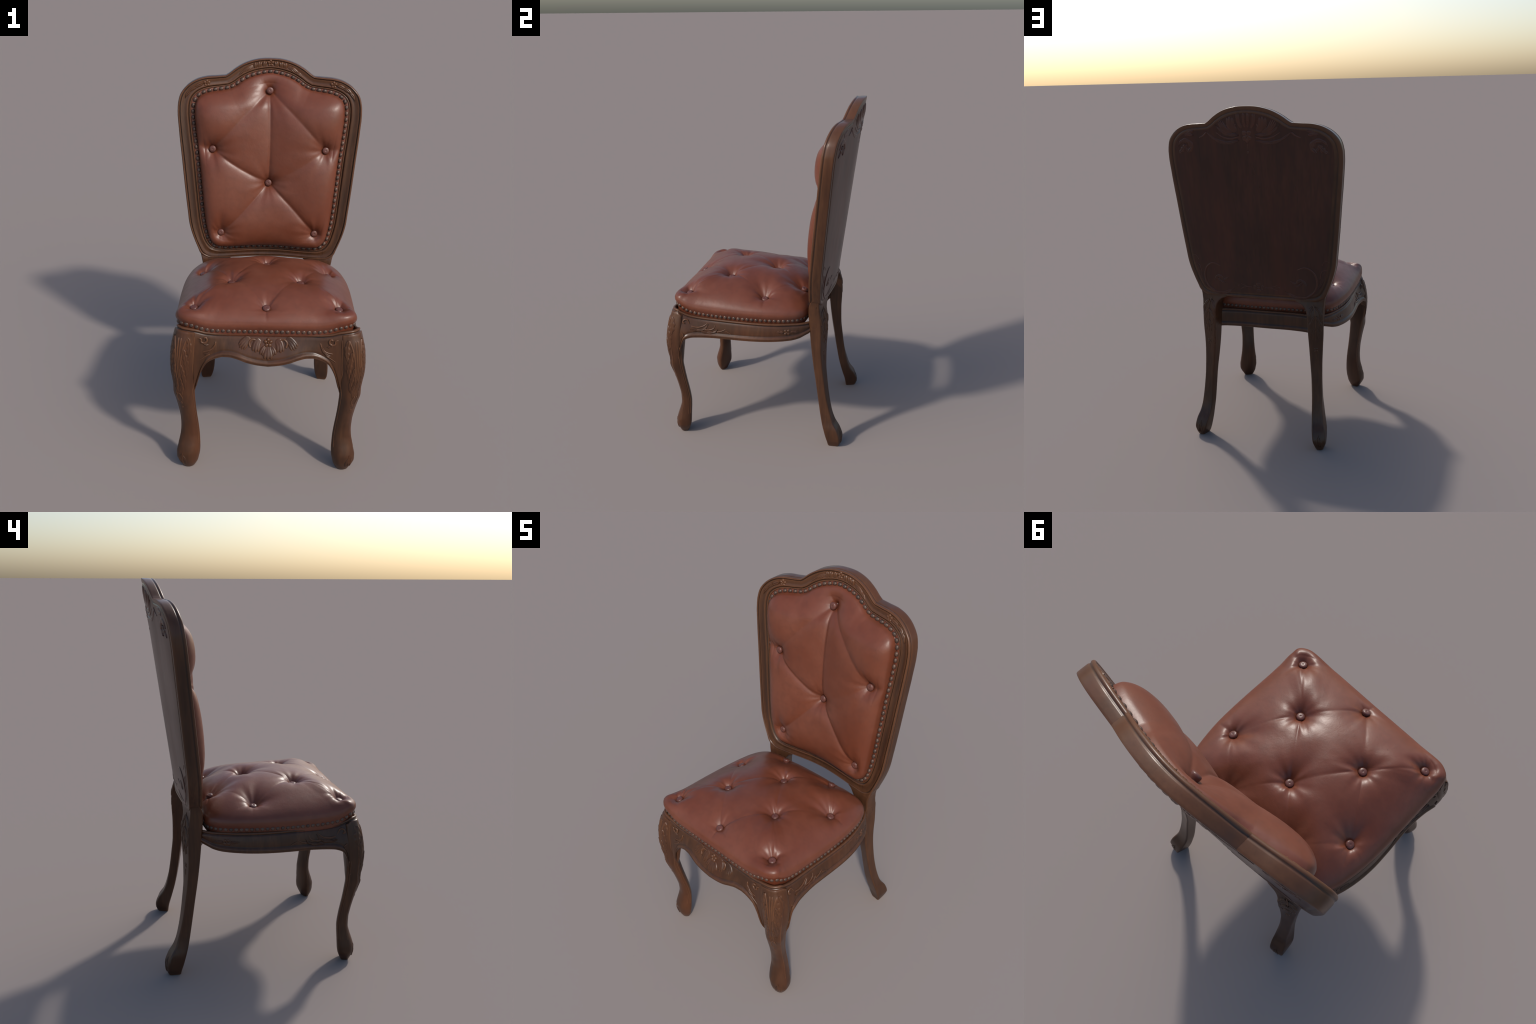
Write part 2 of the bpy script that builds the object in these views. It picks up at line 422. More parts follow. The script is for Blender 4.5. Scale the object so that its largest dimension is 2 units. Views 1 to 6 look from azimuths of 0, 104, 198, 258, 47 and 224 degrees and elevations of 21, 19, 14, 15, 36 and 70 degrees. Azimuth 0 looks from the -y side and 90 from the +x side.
# ================================================================== BUTTON TUFTING
def seg_dist(px, pz, a_, b_):
    ax, az = a_; bx, bz = b_; L2 = (bx-ax)**2 + (bz-az)**2
    t = np.clip(((px-ax)*(bx-ax) + (pz-az)*(bz-az)) / L2, 0, 1)
    dx, dz = px - ax - t*(bx-ax), pz - az - t*(bz-az)
    side = np.sign((bx-ax)*(pz-az) - (bz-az)*(px-ax))
    return np.hypot(dx, dz), t, side

def tufting(px, pz, base, buttons, folds, proud, reach=.060, seed=1):
    """how far the cover is pulled in: cones at buttons, creases along folds"""
    total = np.zeros_like(px); rng = np.random.default_rng(seed)
    for (bx, bz), pr in zip(buttons, proud):
        d = np.hypot(px - bx, pz - bz)
        an = np.arctan2(pz - bz, px - bx)
        wr = 1 + .14*np.cos(3*an + rng.uniform(0, 6)) + .09*np.cos(5*an + rng.uniform(0, 6)) + .045*np.cos(11*an + rng.uniform(0, 6))
        pull = np.maximum(base - pr, .012) * np.exp(-np.maximum(d - .016, 0) / (reach * wr))
        total = total + pull ** 3
    for i, j, depth, width, mid_, crisp, bend in folds:
        a_ = buttons[i]; b_ = buttons[j] if isinstance(j, int) else j
        d, t, side = seg_dist(px, pz, a_, b_)
        ends = 1 - (1 - mid_) * np.sin(math.pi * np.clip(t, 0, 1)) ** .7 if isinstance(j, int) else mid_ + (1 - mid_) * np.clip(1 - t, 0, 1) ** .8
        inside = (t > 0) & (t < 1)
        d = np.where(inside, np.abs(d*side - bend*np.sin(math.pi*t)), d)      # lazily bending crease
        e_ = .0050 + .010 * max(0, .12 - crisp) / .12
        dd = np.sqrt(d*d + e_**2) - e_
        crease = depth * ends * ((1 - .65*crisp)*np.exp(-dd / (1.1*width)) + .65*crisp*np.exp(-dd / .007))
        total = total + crease ** 3
    out = np.cbrt(total)
    return out

# ---- back cushion
BB = [(0, 1.832), (-.316, 1.516), (.318, 1.516), (0, 1.324), (-.269, 1.037), (.271, 1.037)]
BP = [.042, .047, .047, .048, .036, .036]
# (from, to, depth, width, depth kept midway, crispness, sideways bend)
BF = [(0, 3, .046, .038, .32, .28, .006), (0, 1, .038, .040, .26, .08, -.006), (0, 2, .040, .040, .30, .12, .010), (1, 3, .042, .032, .38, .26, -.008), (2, 3, .034, .040, .20, .05, .006),
      (3, 4, .042, .036, .28, .12, .004), (3, 5, .044, .034, .36, .24, .010),
      (0, (-.045, 1.90), .026, .014, 0, .4, .004), (0, (.030, 1.905), .020, .012, 0, .4, -.003), (0, (-.12, 1.80), .016, .018, 0, .1, .004), (1, (-.395, 1.57), .026, .016, 0, .3, .004), (1, (-.385, 1.47), .012, .014, 0, .2, 0), (1, (-.43, 1.545), .042, .040, .75, .0, .004), (2, (.43, 1.535), .040, .040, .75, .0, -.004),
      (1, (-.22, 1.57), .020, .024, 0, .1, .004), (2, (.385, 1.47), .018, .016, 0, .3, 0), (2, (.25, 1.58), .018, .026, 0, .1, .005), (3, (.09, 1.37), .022, .024, 0, .1, .004), (3, (-.03, 1.22), .016, .018, 0, .1, .003),
      (4, (-.185, 1.010), .024, .012, 0, .5, .004), (4, (-.345, 1.10), .012, .014, 0, .2, 0), (4, (-.20, 1.08), .014, .022, 0, .1, 0), (5, (.33, 1.00), .016, .014, 0, .2, 0), (5, (.15, 1.00), .014, .014, 0, .3, .006)]
wr_ = np.random.default_rng(11)
for k_, (bx, bz) in enumerate(BB):
    for a_ in wr_.uniform(0, 2*math.pi, 4):
        l_ = wr_.uniform(.05, .10); BF.append((k_, (bx + l_*math.cos(a_), bz + l_*math.sin(a_)), wr_.uniform(.010, .022), wr_.uniform(.010, .016), 0, .2, wr_.uniform(-.004, .004)))
strip = [(.82, .0110), (.86, .0075), (1.0, .0060), (1.10, .0080)]
V = []
for f, d in strip:
    q = loop_at(f); V.append(np.stack([q[:, 0], back_y(q[:, 0], q[:, 1]) + d, q[:, 1]], 1))
edge = loop_at(1.115); cm = np.array([0, 1.42]); NR = 150
rr = 1 - np.linspace(0, 1, NR) ** 1.35; rr[-1] = .004
for r in rr:
    q = cm + r * (edge - cm); x, z = q[:, 0], q[:, 1]
    D = .100 + .012*np.exp(-(((np.abs(x) - .22)/.16)**2 + ((z - 1.66)/.16)**2)) - .012*smooth(1.12, .95, z) 
    D = D * (1 - .42 * smooth(1.74, 1.90, z))
    base = D * max(1 - r ** 7, 0) ** .50
    pull = tufting(x, z, base, BB, BF, BP, .048)
    h = base - pull * (min(1, (1 - r) / .10) ** .7 if r < 1 else 0)
    bulge = .0035 * math.exp(-((1 - r) / .05) ** 2) * (r < 1)       # plump side overhanging the nail strip
    dirv = (q - cm) / np.linalg.norm(q - cm, axis=1, keepdims=True)
    tcl = smooth(0, .03, 1 - r)
    x2, z2 = x + dirv[:, 0]*bulge*tcl, z + dirv[:, 1]*bulge*tcl
    V.append(np.stack([x2, back_y(x, z) + .0080 - np.maximum(h, 0), z2], 1))
V = np.concatenate(V); nrow = len(strip) + NR
F = grid_faces(nrow, NL, wrap_v=True)
V = np.vstack([V, [V[-NL:].mean(0)]]); c0 = (nrow-1)*NL
F += [(c0 + j, len(V)-1, c0 + (j+1) % NL) for j in range(NL)]
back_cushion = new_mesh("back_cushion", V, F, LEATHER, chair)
if back_cushion.data.polygons[len(F)//2].normal.y > 0: back_cushion.data.flip_normals()
BCV = V

# ---- button and nail masters
def lathe(profile, n=24):
    V, F = [], []
    for r, z in profile[:-1]:
        V += [(r*math.cos(2*math.pi*k/n), r*math.sin(2*math.pi*k/n), z) for k in range(n)]
    k_ = len(profile) - 1
    V.append((0, 0, profile[-1][1]))
    F = grid_faces(k_, n, wrap_v=True, flip=False) + [((k_-1)*n + j, k_*n, (k_-1)*n + (j+1) % n) for j in range(n)]
    return V, [tuple(reversed(f)) for f in F] if False else F
def master(name, prof, mat, n=24):
    V, F = lathe(prof, n)
    me = bpy.data.meshes.new(name); me.from_pydata(V, [], F); me.materials.append(mat)
    me.polygons.foreach_set("use_smooth", [True]*len(me.polygons))
    import bmesh
    bm = bmesh.new(); bm.from_mesh(me); bmesh.ops.recalc_face_normals(bm, faces=bm.faces); bm.to_mesh(me); bm.free()
    if me.polygons[-1].normal.z < 0: me.flip_normals()
    return me
BUTTON_ME = master("button", [(.0165, -.012), (.0192, -.003), (.0196, .002), (.0182, .0062), (.0145, .0088), (.008, .0098), (.0030, .0098), (.0015, .0088), (0, .0085)], BUTTON)
NAIL_ME = master("nail", [(.0094, -.004), (.0096, .0), (.0088, .0034), (.0068, .0062), (.0036, .0078), (0, .0083)], NAIL, 14)

def place(me, name, pos, normal, parent, tangent=None, scale=(1, 1, 1)):
    ob = bpy.data.objects.new(name, me)
    bpy.context.collection.objects.link(ob); ob.parent = parent
    n = Vector(normal).normalized()
    t = Vector(tangent if tangent is not None else (1, 0, 0)); t = (t - n * t.dot(n)).normalized()
    b_ = n.cross(t)
    M = Matrix((t, b_, n)).transposed().to_4x4(); M.translation = Vector(pos)
    ob.matrix_world = M @ Matrix.Diagonal((*scale, 1))
    return ob

def nearest_y(VV, x, z):
    return VV[np.argmin((VV[:, 0]-x)**2 + (VV[:, 2]-z)**2)]

for (bx, bz), pr in zip(BB, BP):
    y = back_y(bx, bz) - pr
    tilt = Vector((2*.16*bx, -1, .128)) + Vector((RNG.uniform(-.08, .08), 0, RNG.uniform(-.08, .05)))
    place(BUTTON_ME, "button", (bx, float(y) + .0100, bz), tilt, back_cushion)

# nails along the nail line of the back
def along(loop, spacing, start=0.0):
    L = np.vstack([loop, loop[:1]]); s = np.concatenate([[0], np.cumsum(np.linalg.norm(np.diff(L, axis=0), axis=1))])
    n = int(round(s[-1] / spacing)); q = (np.arange(n) + start) * s[-1] / n
    pts = np.stack([np.interp(q, s, L[:, k]) for k in range(L.shape[1])], 1)
    p2 = np.stack([np.interp((q + .004) % s[-1], s, L[:, k]) for k in range(L.shape[1])], 1)
    return pts, p2 - pts
q = loop_at(1.0); L3 = np.stack([q[:, 0], back_y(q[:, 0], q[:, 1]) + .0050, q[:, 1]], 1)
for p, t in zip(*along(L3, .0328)):
    nrm = Vector((2*.16*p[0], -1, .128)) + Vector((RNG.uniform(-.06, .06), 0, RNG.uniform(-.06, .06)))
    k = RNG.uniform(.95, 1.05)
    place(NAIL_ME, "nail", p, nrm, back_cushion, t, (1.34*k, 1.06*k, 1.05*k))

# ================================================================== SEAT FRAME
# lip of the rail, seen from above (right half, front centre -> rear corner)
LIP = [(0, -.489), (.13, -.4895), (.25, -.492), (.33, -.497), (.378, -.4985), (.422, -.4885), (.4480, -.460), (.4490, -.415), (.4440, -.35), (.4425, -.27),
       (.4465, -.17), (.4505, -.08), (.4515, .0), (.4455, .08), (.432, .15), (.414, .21), (.397, .258), (.374, .293), (.352, .318), (.332, .335), (.30, .336), (.265, .322), (.20, .312), (0, .310)]
hp = spline(LIP, 330, mirror_ends=((-.13, -.4895), (-.2, .309)))
PATH = np.vstack([hp, hp[1:-1][::-1] * np.array([-1, 1])]); NP = len(PATH)
tan = np.roll(PATH, -1, 0) - np.roll(PATH, 1, 0); tan /= np.linalg.norm(tan, axis=1, keepdims=True)
OUT = np.stack([tan[:, 1], -tan[:, 0]], 1)
lip_front = curve1d([(0, .789), (.24, .790), (.30, .796), (.36, .8115), (.42, .818), (.50, .819)])
lip_side = curve1d([(-.50, .819), (-.46, .815), (-.43, .805), (-.39, .790), (-.35, .7815), (-.28, .7755), (-.1, .772), (.15, .772), (.40, .773)])
def lip_z(x, y):
    k = smooth(-.46, -.43, y)
    return (1 - k) * lip_front(np.abs(x)) + k * lip_side(y)
low_front = curve1d([(0, .640), (.05, .6455), (.10, .657), (.15, .6735), (.19, .680), (.22, .679), (.25, .670), (.28, .655), (.30, .640), (.315, .617), (.33, .585), (.342, .550), (.351, .518), (.359, .480), (.366, .455)])
low_side = curve1d([(-.448, .50), (-.443, .54), (-.438, .575), (-.431, .605), (-.421, .630), (-.407, .648), (-.388, .658), (-.36, .6635), (-.25, .6665), (-.1, .668), (.1, .674), (.2, .680), (.25, .687), (.28, .697), (.32, .712)])
bow_front = curve1d([(0, .050), (.12, .050), (.2, .038), (.28, .020), (.32, .0145), (.36, .0125), (.38, .013), (.42, .022), (.5, .030)])
def rail_low(x, y):
    x = np.abs(x)
    fr = low_front(x); sd = low_side(y)
    fr = np.where(x > .3665, .70, fr); sd = np.where(y < -.455, .70, sd)
    w = smooth(-.462, -.458, y)
    r = (1 - w) * fr + w * sd
    return np.where(y > .305, .664 + .048 * smooth(.30, .35, x), r)
def rail_bow(x, y):
    k = smooth(-.47, -.40, y)
    return ((1 - k) * bow_front(np.abs(x)) + k * (.024 + .010 * smooth(-.20, -.40, y))) * (1 - smooth(.20, .30, y))
px, py = PATH[:, 0], PATH[:, 1]
ZT, ZB, BOW = lip_z(px, py), rail_low(px, py), rail_bow(px, py)
# (outward, as multiples of bow + absolute ; vertical: fraction of face, absolute from top or bottom)
def rail_row(kb, off, top=None, bot=None, frac=None):
    if top is not None: z = ZT + top
    elif bot is not None: z = ZB + bot
    else: z = (ZB + .034) + frac * (ZT - .018 - ZB - .034)
    h = np.clip((ZT - z) / .15, 0, 1)
    o = kb * BOW * smooth(0, 1, h * 1.05) * (1 - .85 * smooth(.57, .46, z)) + off - .017 * smooth(.530, .455, z)
    if off < -.011: z = np.maximum(z, .61)                      # hidden inner face stays behind the brackets
    q = PATH + OUT * o[:, None]
    return np.stack([shift_x(q[:, 0], q[:, 1]), q[:, 1], z], 1)
rows = [rail_row(1, -.030, top=-.020), rail_row(1, -.0155, top=-.012), rail_row(1, -.0145, top=-.001), rail_row(1, -.0125, top=.0018), rail_row(1, -.006, top=.0030), rail_row(1, -.001, top=.0010),
        rail_row(1, .0008, top=-.0035), rail_row(1, -.0004, top=-.0075), rail_row(1, -.0040, top=-.0100), rail_row(1, -.0042, top=-.0130), rail_row(1, -.0008, top=-.0155)]
rows += [rail_row(1, .0005 + .002*math.sin(math.pi*f), frac=f) for f in (1, .85, .7, .55, .4, .25, .1, 0)]
rows += [rail_row(1, -.0012, bot=.0295), rail_row(1, -.0010, bot=.0260), rail_row(1, .0032, bot=.0225), rail_row(1, .0060, bot=.0165), rail_row(1, .0058, bot=.0110), rail_row(1, .0035, bot=.0085),
         rail_row(1, .0042, bot=.0045), rail_row(1, .0010, bot=.0), rail_row(1, -.012, bot=-.0005), rail_row(1, -.030, bot=.003)]
V = np.concatenate(rows); F = grid_faces(len(rows), NP, wrap_u=True, wrap_v=True)
rail = new_mesh("seat_frame", V, F, WOOD, chair); recalc(rail)
rail.data.set_sharp_from_angle(angle=math.radians(58))

def face_front(x, z):
    x = np.asarray(x, float); z = np.asarray(z, float)
    yl = np.interp(np.abs(x), hp[:200, 0], hp[:200, 1]); zt = lip_front(np.abs(x))
    h = np.clip((zt - z) / .15, 0, 1)
    y = yl - bow_front(np.abs(x)) * smooth(0, 1, h * 1.05) - .0022
    return np.stack([shift_x(x, y), y, z], -1)
APRON = Surface(face_front)
_side = hp[np.argmax(hp[:, 0] * (hp[:, 1] > -.42) > .43) if False else 0:]
_sy = hp[(hp[:, 1] > -.45) & (hp[:, 0] > .3)]
def face_side(sx):
    def f(y, z):
        y = np.asarray(y, float); z = np.asarray(z, float)
        xl = np.interp(y, _sy[:, 1], _sy[:, 0]); zt = lip_side(y); h = np.clip((zt - z) / .15, 0, 1)
        x = (xl + rail_bow(xl, y) * smooth(0, 1, h * 1.05) + .0022) * sx
        return np.stack([shift_x(x, y), y * np.ones_like(x), z], -1)
    return f

P = Patch()
Zc = .727
flower(P, APRON, 0, .751, .021, .009, 5, math.pi/2)
P.add(*fan(APRON, [(0, .742), (0, .712), (0, .674)], .026, .0070, 3))
for sx in (0, 1):
    m_ = lambda pts: flip_u(pts, sx)
    P.add(*fan(APRON, m_([(.010, .738), (.024, .722), (.034, .695)]), .014, .0065, 2))
    P.add(*fan(APRON, m_([(.040, .766), (.054, .748), (.062, .706)]), .023, .0075, 3, open_=.3))
    P.add(*tube(APRON, m_([(.086, .728), (.092, .750), (.080, .764), (.058, .762)]), .0050, .0025, swell=.002))
    P.add(*fan(APRON, m_([(.088, .772), (.108, .758), (.136, .722)]), .024, .0070, 4, open_=.35))
    # rose and sprigs beside the leg
    c = 1 if not sx else -1
    P.add(*tube(APRON, m_([(.318, .768), (.305, .772), (.298, .757), (.310, .745), (.326, .750), (.328, .766), (.342, .770)]), .0045, .0025, swell=.002))
    P.add(*leaf(APRON, m_([(.315, .745), (.300, .735), (.285, .735)]), .009, .006, 2))
    P.add(*tube(APRON, m_([(.255, .752), (.262, .728), (.285, .708), (.318, .700)]), .0035, .0018, swell=.0015))
    P.add(*leaf(APRON, m_([(.262, .735), (.275, .708), (.300, .690), (.318, .692)]), .009, .006, 2))
    P.add(*tube(APRON, m_([(.285, .690), (.312, .672), (.335, .655)]), .0035, .0015))
P.build("apron_carving", WOOD, rail)
P = Patch()
for sx in (1, -1):
    raw = face_side(sx)
    S = Surface(raw) if sx > 0 else Surface(raw)
    if sx < 0:
        raw_l = raw
        class Neg(Surface):
            def __call__(self, u, v, h): return Surface.__call__(self, u, v, -np.asarray(h))
        S = Neg(raw_l)
    P.add(*tube(S, [(-.405, .742), (-.418, .748), (-.412, .762), (-.395, .764), (-.385, .750), (-.378, .738)], .0045, .0025, swell=.0015))
    P.add(*tube(S, [(-.37, .728), (-.335, .722), (-.30, .730), (-.275, .748)], .0035, .0018, swell=.002))
    P.add(*leaf(S, [(-.375, .712), (-.33, .706), (-.29, .716), (-.268, .745)], .010, .006, 3))
    P.add(*tube(S, [(-.29, .712), (-.26, .712), (-.235, .724), (-.228, .742)], .003, .0015, swell=.0015))
    P.add(*leaf(S, [(-.31, .700), (-.26, .696), (-.225, .705), (-.21, .722)], .010, .006, 3))
    P.add(*tube(S, [(-.215, .704), (-.185, .712), (-.165, .724)], .004, .0015))
    P.add(*tube(S, [(-.165, .714), (-.145, .706), (-.13, .698)], .003, .0012))
    P.add(*tube(S, [(-.425, .690), (-.412, .678), (-.42, .662)], .0035, .0015))
    flower(P, S, .19, .728, .018, .005, 4, math.pi/4)
    for s2 in (1, -1):
        P.add(*leaf(S, [(.19 + s2*.02, .728), (.19 + s2*.04, .728), (.19 + s2*.062, .730)], .010, .005, 2))
P.build("side_carving", WOOD, rail)

# ================================================================== FRONT LEGS
# section control points around the leg (right leg): inner-front ridge, front, front, corner, outer, outer-rear ridge, rear, inner
UNIT = np.array([(-.86, -.55), (-.32, -.98), (.32, -.93), (.80, -.60), (1.0, -.02), (.62, 1.02), (-.32, .74), (-1.0, .03)])
KEYS = []
for z, cx, cy, a_, b_ in [(.0, .4055, -.459, .030, .0235), (.014, .4055, -.4592, .0385, .030), (.035, .407, -.4585, .050, .039), (.06, .4085, -.457, .0575, .0455), (.085, .406, -.456, .0600, .0468),
                          (.12, .4015, -.4515, .0575, .0430), (.16, .3975, -.4445, .0520, .0370), (.20, .3950, -.440, .0470, .0330), (.25, .3955, -.4435, .0432, .0312), (.30, .3985, -.452, .0413, .0318),
                          (.36, .4045, -.4635, .0425, .0340), (.42, .4115, -.4745, .0465, .0385), (.47, .4170, -.4820, .0510, .0420)]:
    KEYS.append((z, *(np.array([cx, cy]) + UNIT * (a_, b_)).ravel()))
def key(z, *pts): KEYS.append((z, *np.array(pts).ravel()))
key(.505, (.3665, -.5025), (.396, -.5210), (.427, -.5240), (.456, -.5090), (.4695, -.482), (.4570, -.438), (.405, -.444), (.3530, -.480))
key(.54, (.3635, -.505), (.398, -.5250), (.430, -.5290), (.460, -.5140), (.4740, -.482), (.4660, -.437), (.405, -.440), (.3430, -.480))
key(.60, (.3690, -.512), (.398, -.5300), (.432, -.5340), (.467, -.5180), (.4820, -.482), (.4770, -.436), (.405, -.432), (.332, -.475))
key(.65, (.3665, -.5135), (.396, -.5290), (.431, -.5320), (.468, -.5160), (.4830, -.478), (.4790, -.434), (.405, -.428), (.345, -.470))
key(.70, (.3635, -.5120), (.392, -.5240), (.426, -.5260), (.463, -.5105), (.4785, -.472), (.4750, -.430), (.405, -.425), (.345, -.465))
key(.75, (.3600, -.5060), (.386, -.5150), (.420, -.5160), (.455, -.5005), (.4690, -.463), (.4660, -.428), (.405, -.420), (.345, -.460))
key(.79, (.3570, -.4995), (.382, -.5050), (.414, -.5035), (.445, -.4880), (.4585, -.455), (.4565, -.426), (.40, -.415), (.345, -.455))
key(.81, (.3560, -.4965), (.380, -.5010), (.411, -.4990), (.441, -.4840), (.4540, -.452), (.4530, -.425), (.40, -.412), (.345, -.452))
LEGF = curve1d(KEYS)
def leg_ring(z, n=64):
    C = LEGF(np.array([z]))[0].reshape(8, 2)
    return spline_closed(C, n)
def spline_closed(C, n):
    """closed Catmull-Rom, parameter = control index so ridges stay on fixed t"""
    t = np.arange(n) / n * len(C); i = t.astype(int); f = (t - i)[:, None]; m = len(C)
    p0, p1, p2, p3 = C[(i-1) % m], C[i % m], C[(i+1) % m], C[(i+2) % m]
    return .5*((2*p1) + (-p0+p2)*f + (2*p0-5*p1+4*p2-p3)*f*f + (-p0+3*p1-3*p2+p3)*f**3)
def leg_point(t, z):
    """t counts control points around the leg (0 = inner-front ridge)"""
    t = np.atleast_1d(np.asarray(t, float)); z = np.atleast_1d(np.asarray(z, float)); t, z = np.broadcast_arrays(t, z)
    C = LEGF(z).reshape(-1, 8, 2); i = np.floor(t).astype(int); f = (t - i)[:, None]; r = np.arange(len(t))
    p0, p1, p2, p3 = C[r, (i-1) % 8], C[r, i % 8], C[r, (i+1) % 8], C[r, (i+2) % 8]
    q = .5*((2*p1) + (-p0+p2)*f + (2*p0-5*p1+4*p2-p3)*f*f + (-p0+3*p1-3*p2+p3)*f**3)
    return np.stack([q[:, 0], q[:, 1], z], -1)
LEGZ = np.concatenate([np.linspace(0, .1, 16), np.linspace(.11, .81, 72)])
def build_front_leg(sx):
    NT = 72; V = []
    for z in LEGZ: 
        r = leg_ring(z, NT); V.append(np.column_stack([r, np.minimum(z, lip_z(r[:, 0], r[:, 1]) - .0150 - 1e-3 * max(0, .81 - z))]))
    V = np.concatenate(V); fix = lambda W: np.stack([sx*W[:, 0] + .008, W[:, 1], W[:, 2]], 1)
    F = grid_faces(len(LEGZ), NT, wrap_v=True) + [tuple(range(NT)), tuple(range((len(LEGZ)-1)*NT, len(LEGZ)*NT))]
    ob = new_mesh("front_leg", fix(V), F, WOOD, chair); recalc(ob); ob.data.set_sharp_from_angle(angle=math.radians(65))
    S0 = Surface(lambda t, z: leg_point(t, z))
    # metric-ish coordinates: u in control units (about 28 mm each)
    K = .030
    raw = Surface(lambda u, z: leg_point(np.asarray(u) / K, z))
    P = Patch()
    def add(Vv, Ff): P.add(fix(np.asarray(Vv)), Ff)
    zs = np.linspace(.775, .13, 26)
    add(*tube(raw, [(.0*K, z) for z in zs], .0032, .0018, 80, lift=.0))                    # inner ridge bead
    add(*tube(raw, [(3.72*K, z) for z in zs], .0032, .0018, 80, lift=.0))                  # side ridge bead
    add(*tube(raw, [(4.92*K, z) for z in zs[7:]], .0042, .0022, 80, lift=.0)); add(*tube(raw, [(4.66*K, z) for z in zs[7:]], .0016, .0010, 80, lift=.0))
    add(*tube(raw, [(-.55*K, z) for z in zs[4:]], .0030, .0018, 80, lift=.1))
    for o in (-.14, .14):                                                                  # centre flutes
        add(*tube(raw, [((2.35 + o*1.2)*K, .772), ((2.30 + o)*K, .70), ((2.2 + o*.7)*K, .62), ((2.15 + o*.3)*K, .54)], .0034, .0012, 40, lift=.0))
    for s in (-1, 1):                                                                      # acanthus down the knee
        c = 2.25; g = lambda k: (c + s*k)*K
        add(*leaf(raw, [(g(1.05), .772), (g(1.40), .735), (g(1.45), .690), (g(1.20), .655)], .0165, .0050, 4, n=60))
        add(*leaf(raw, [(g(.62), .715), (g(1.00), .670), (g(1.28), .615), (g(1.15), .565)], .0150, .0048, 5, n=60))
        add(*leaf(raw, [(g(.40), .635), (g(.66), .590), (g(.88), .540), (g(.80), .495)], .0120, .0044, 5, n=60))
        add(*leaf(raw, [(g(.24), .560), (g(.40), .520), (g(.52), .480), (g(.45), .450)], .0085, .0036, 4, n=50))
        add(*tube(raw, [(g(.95), .775), (g(.60), .735), (g(.36), .65), (g(.24), .56), (g(.16), .48)], .0044, .0016, 50, lift=-.1))
        add(*tube(raw, [(g(.15), .47), (g(.5), .44), (g(.35), .415)], .0030, .0015))
    add(*dome(raw, 2.2*K, .405, .008, .010, .003)); add(*dome(raw, 2.2*K, .375, .006, .008, .003))
    # little lappet carved on the toe
    for s in (-1, 0, 1):
        add(*leaf(raw, [((2.3 + s*.45)*K, .030), ((2.3 + s*.36)*K, .065), ((2.3 + s*.12)*K, .098 - abs(s)*.014)], .008, .0042, 1, n=18))
    P.build("leg_carving", WOOD, ob)
    return ob
for sx in (1, -1):
    build_front_leg(sx)

# ================================================================== REAR LEGS
# corners: outer-front, outer-rear, inner-rear, inner-front
RK = [(.0, .400, .430, .398, .492, .362, .500, .340, .440), (.02, .406, .426, .406, .500, .354, .509, .332, .438), (.05, .4065, .4155, .4165, .4990, .3430, .5140, .3240, .4350),
      (.10, .4050, .4015, .4090, .4860, .3330, .4970, .3170, .4200), (.15, .3970, .3880, .3930, .4560, .3245, .4640, .3130, .4060), (.20, .3880, .3775, .3840, .4395, .3210, .4450, .3090, .3935),
      (.30, .3715, .3590, .3780, .4130, .3200, .4260, .3040, .3760), (.40, .3640, .3430, .3740, .3960, .3160, .4130, .2980, .3620), (.50, .3605, .3275, .3740, .3830, .3070, .4030, .2880, .3470),
      (.60, .3620, .3160, .3770, .3760, .2990, .4020, .2800, .3330), (.70, .3640, .3070, .3815, .3755, .2925, .4060, .2750, .3230), (.78, .3710, .3020, .3815, .3730, .2880, .4050, .2710, .3150),
      (.82, .3740, .2995, .3810, .3690, .2800, .3980, .2660, .3140), (.845, .3760, .2990, .3820, .3660, .2640, .3920, .2500, .3170), (.862, .3790, .3000, .3840, .3650, .2440, .3900, .2340, .3220),
      (.874, .3810, .3020, .3850, .3640, .2150, .3895, .2100, .3290), (.90, .3885, .3100, .3895, .3650, .21, .384, .21, .337), (.92, .3965, .319, .3970, .3660, .21, .381, .21, .340), (.94, .4040, .3255, .4044, .3668, .22, .378, .22, .345), (.975, .4162, .335, .4166, .3680, .24, .376, .24, .35), (1.0, .408, .342, .408, .364, .26, .372, .26, .355)]
REARK = curve1d(RK)
def rear_ring(z, n=10, rad=.012):
    C = REARK(np.array([z]))[0].reshape(4, 2); out = []
    for k in range(4):
        p, a_, b_ = C[k], C[k-1], C[(k+1) % 4]
        va, vb = (a_-p)/np.linalg.norm(a_-p), (b_-p)/np.linalg.norm(b_-p)
        r = rad if k != 1 else rad * .8
        for t in np.linspace(0, 1, n):
            A, B = p + va*r, p + vb*r
            out.append((1-t)**2*A + 2*t*(1-t)*p + t*t*B)
    return np.array(out)
RZ = np.concatenate([np.linspace(0, .2, 24), np.linspace(.215, .80, 44), np.linspace(.81, 1.0, 32)])
def rear_face(sx):
    def f(u, z):
        u = np.atleast_1d(np.asarray(u, float)); z = np.atleast_1d(np.asarray(z, float)); u, z = np.broadcast_arrays(u, z)
        C = REARK(z).reshape(-1, 4, 2); q = C[:, 2] + (C[:, 1] - C[:, 2]) * (.5 + u / .085)[:, None]
        return np.stack([sx*q[:, 0], q[:, 1], z], -1)
    return f
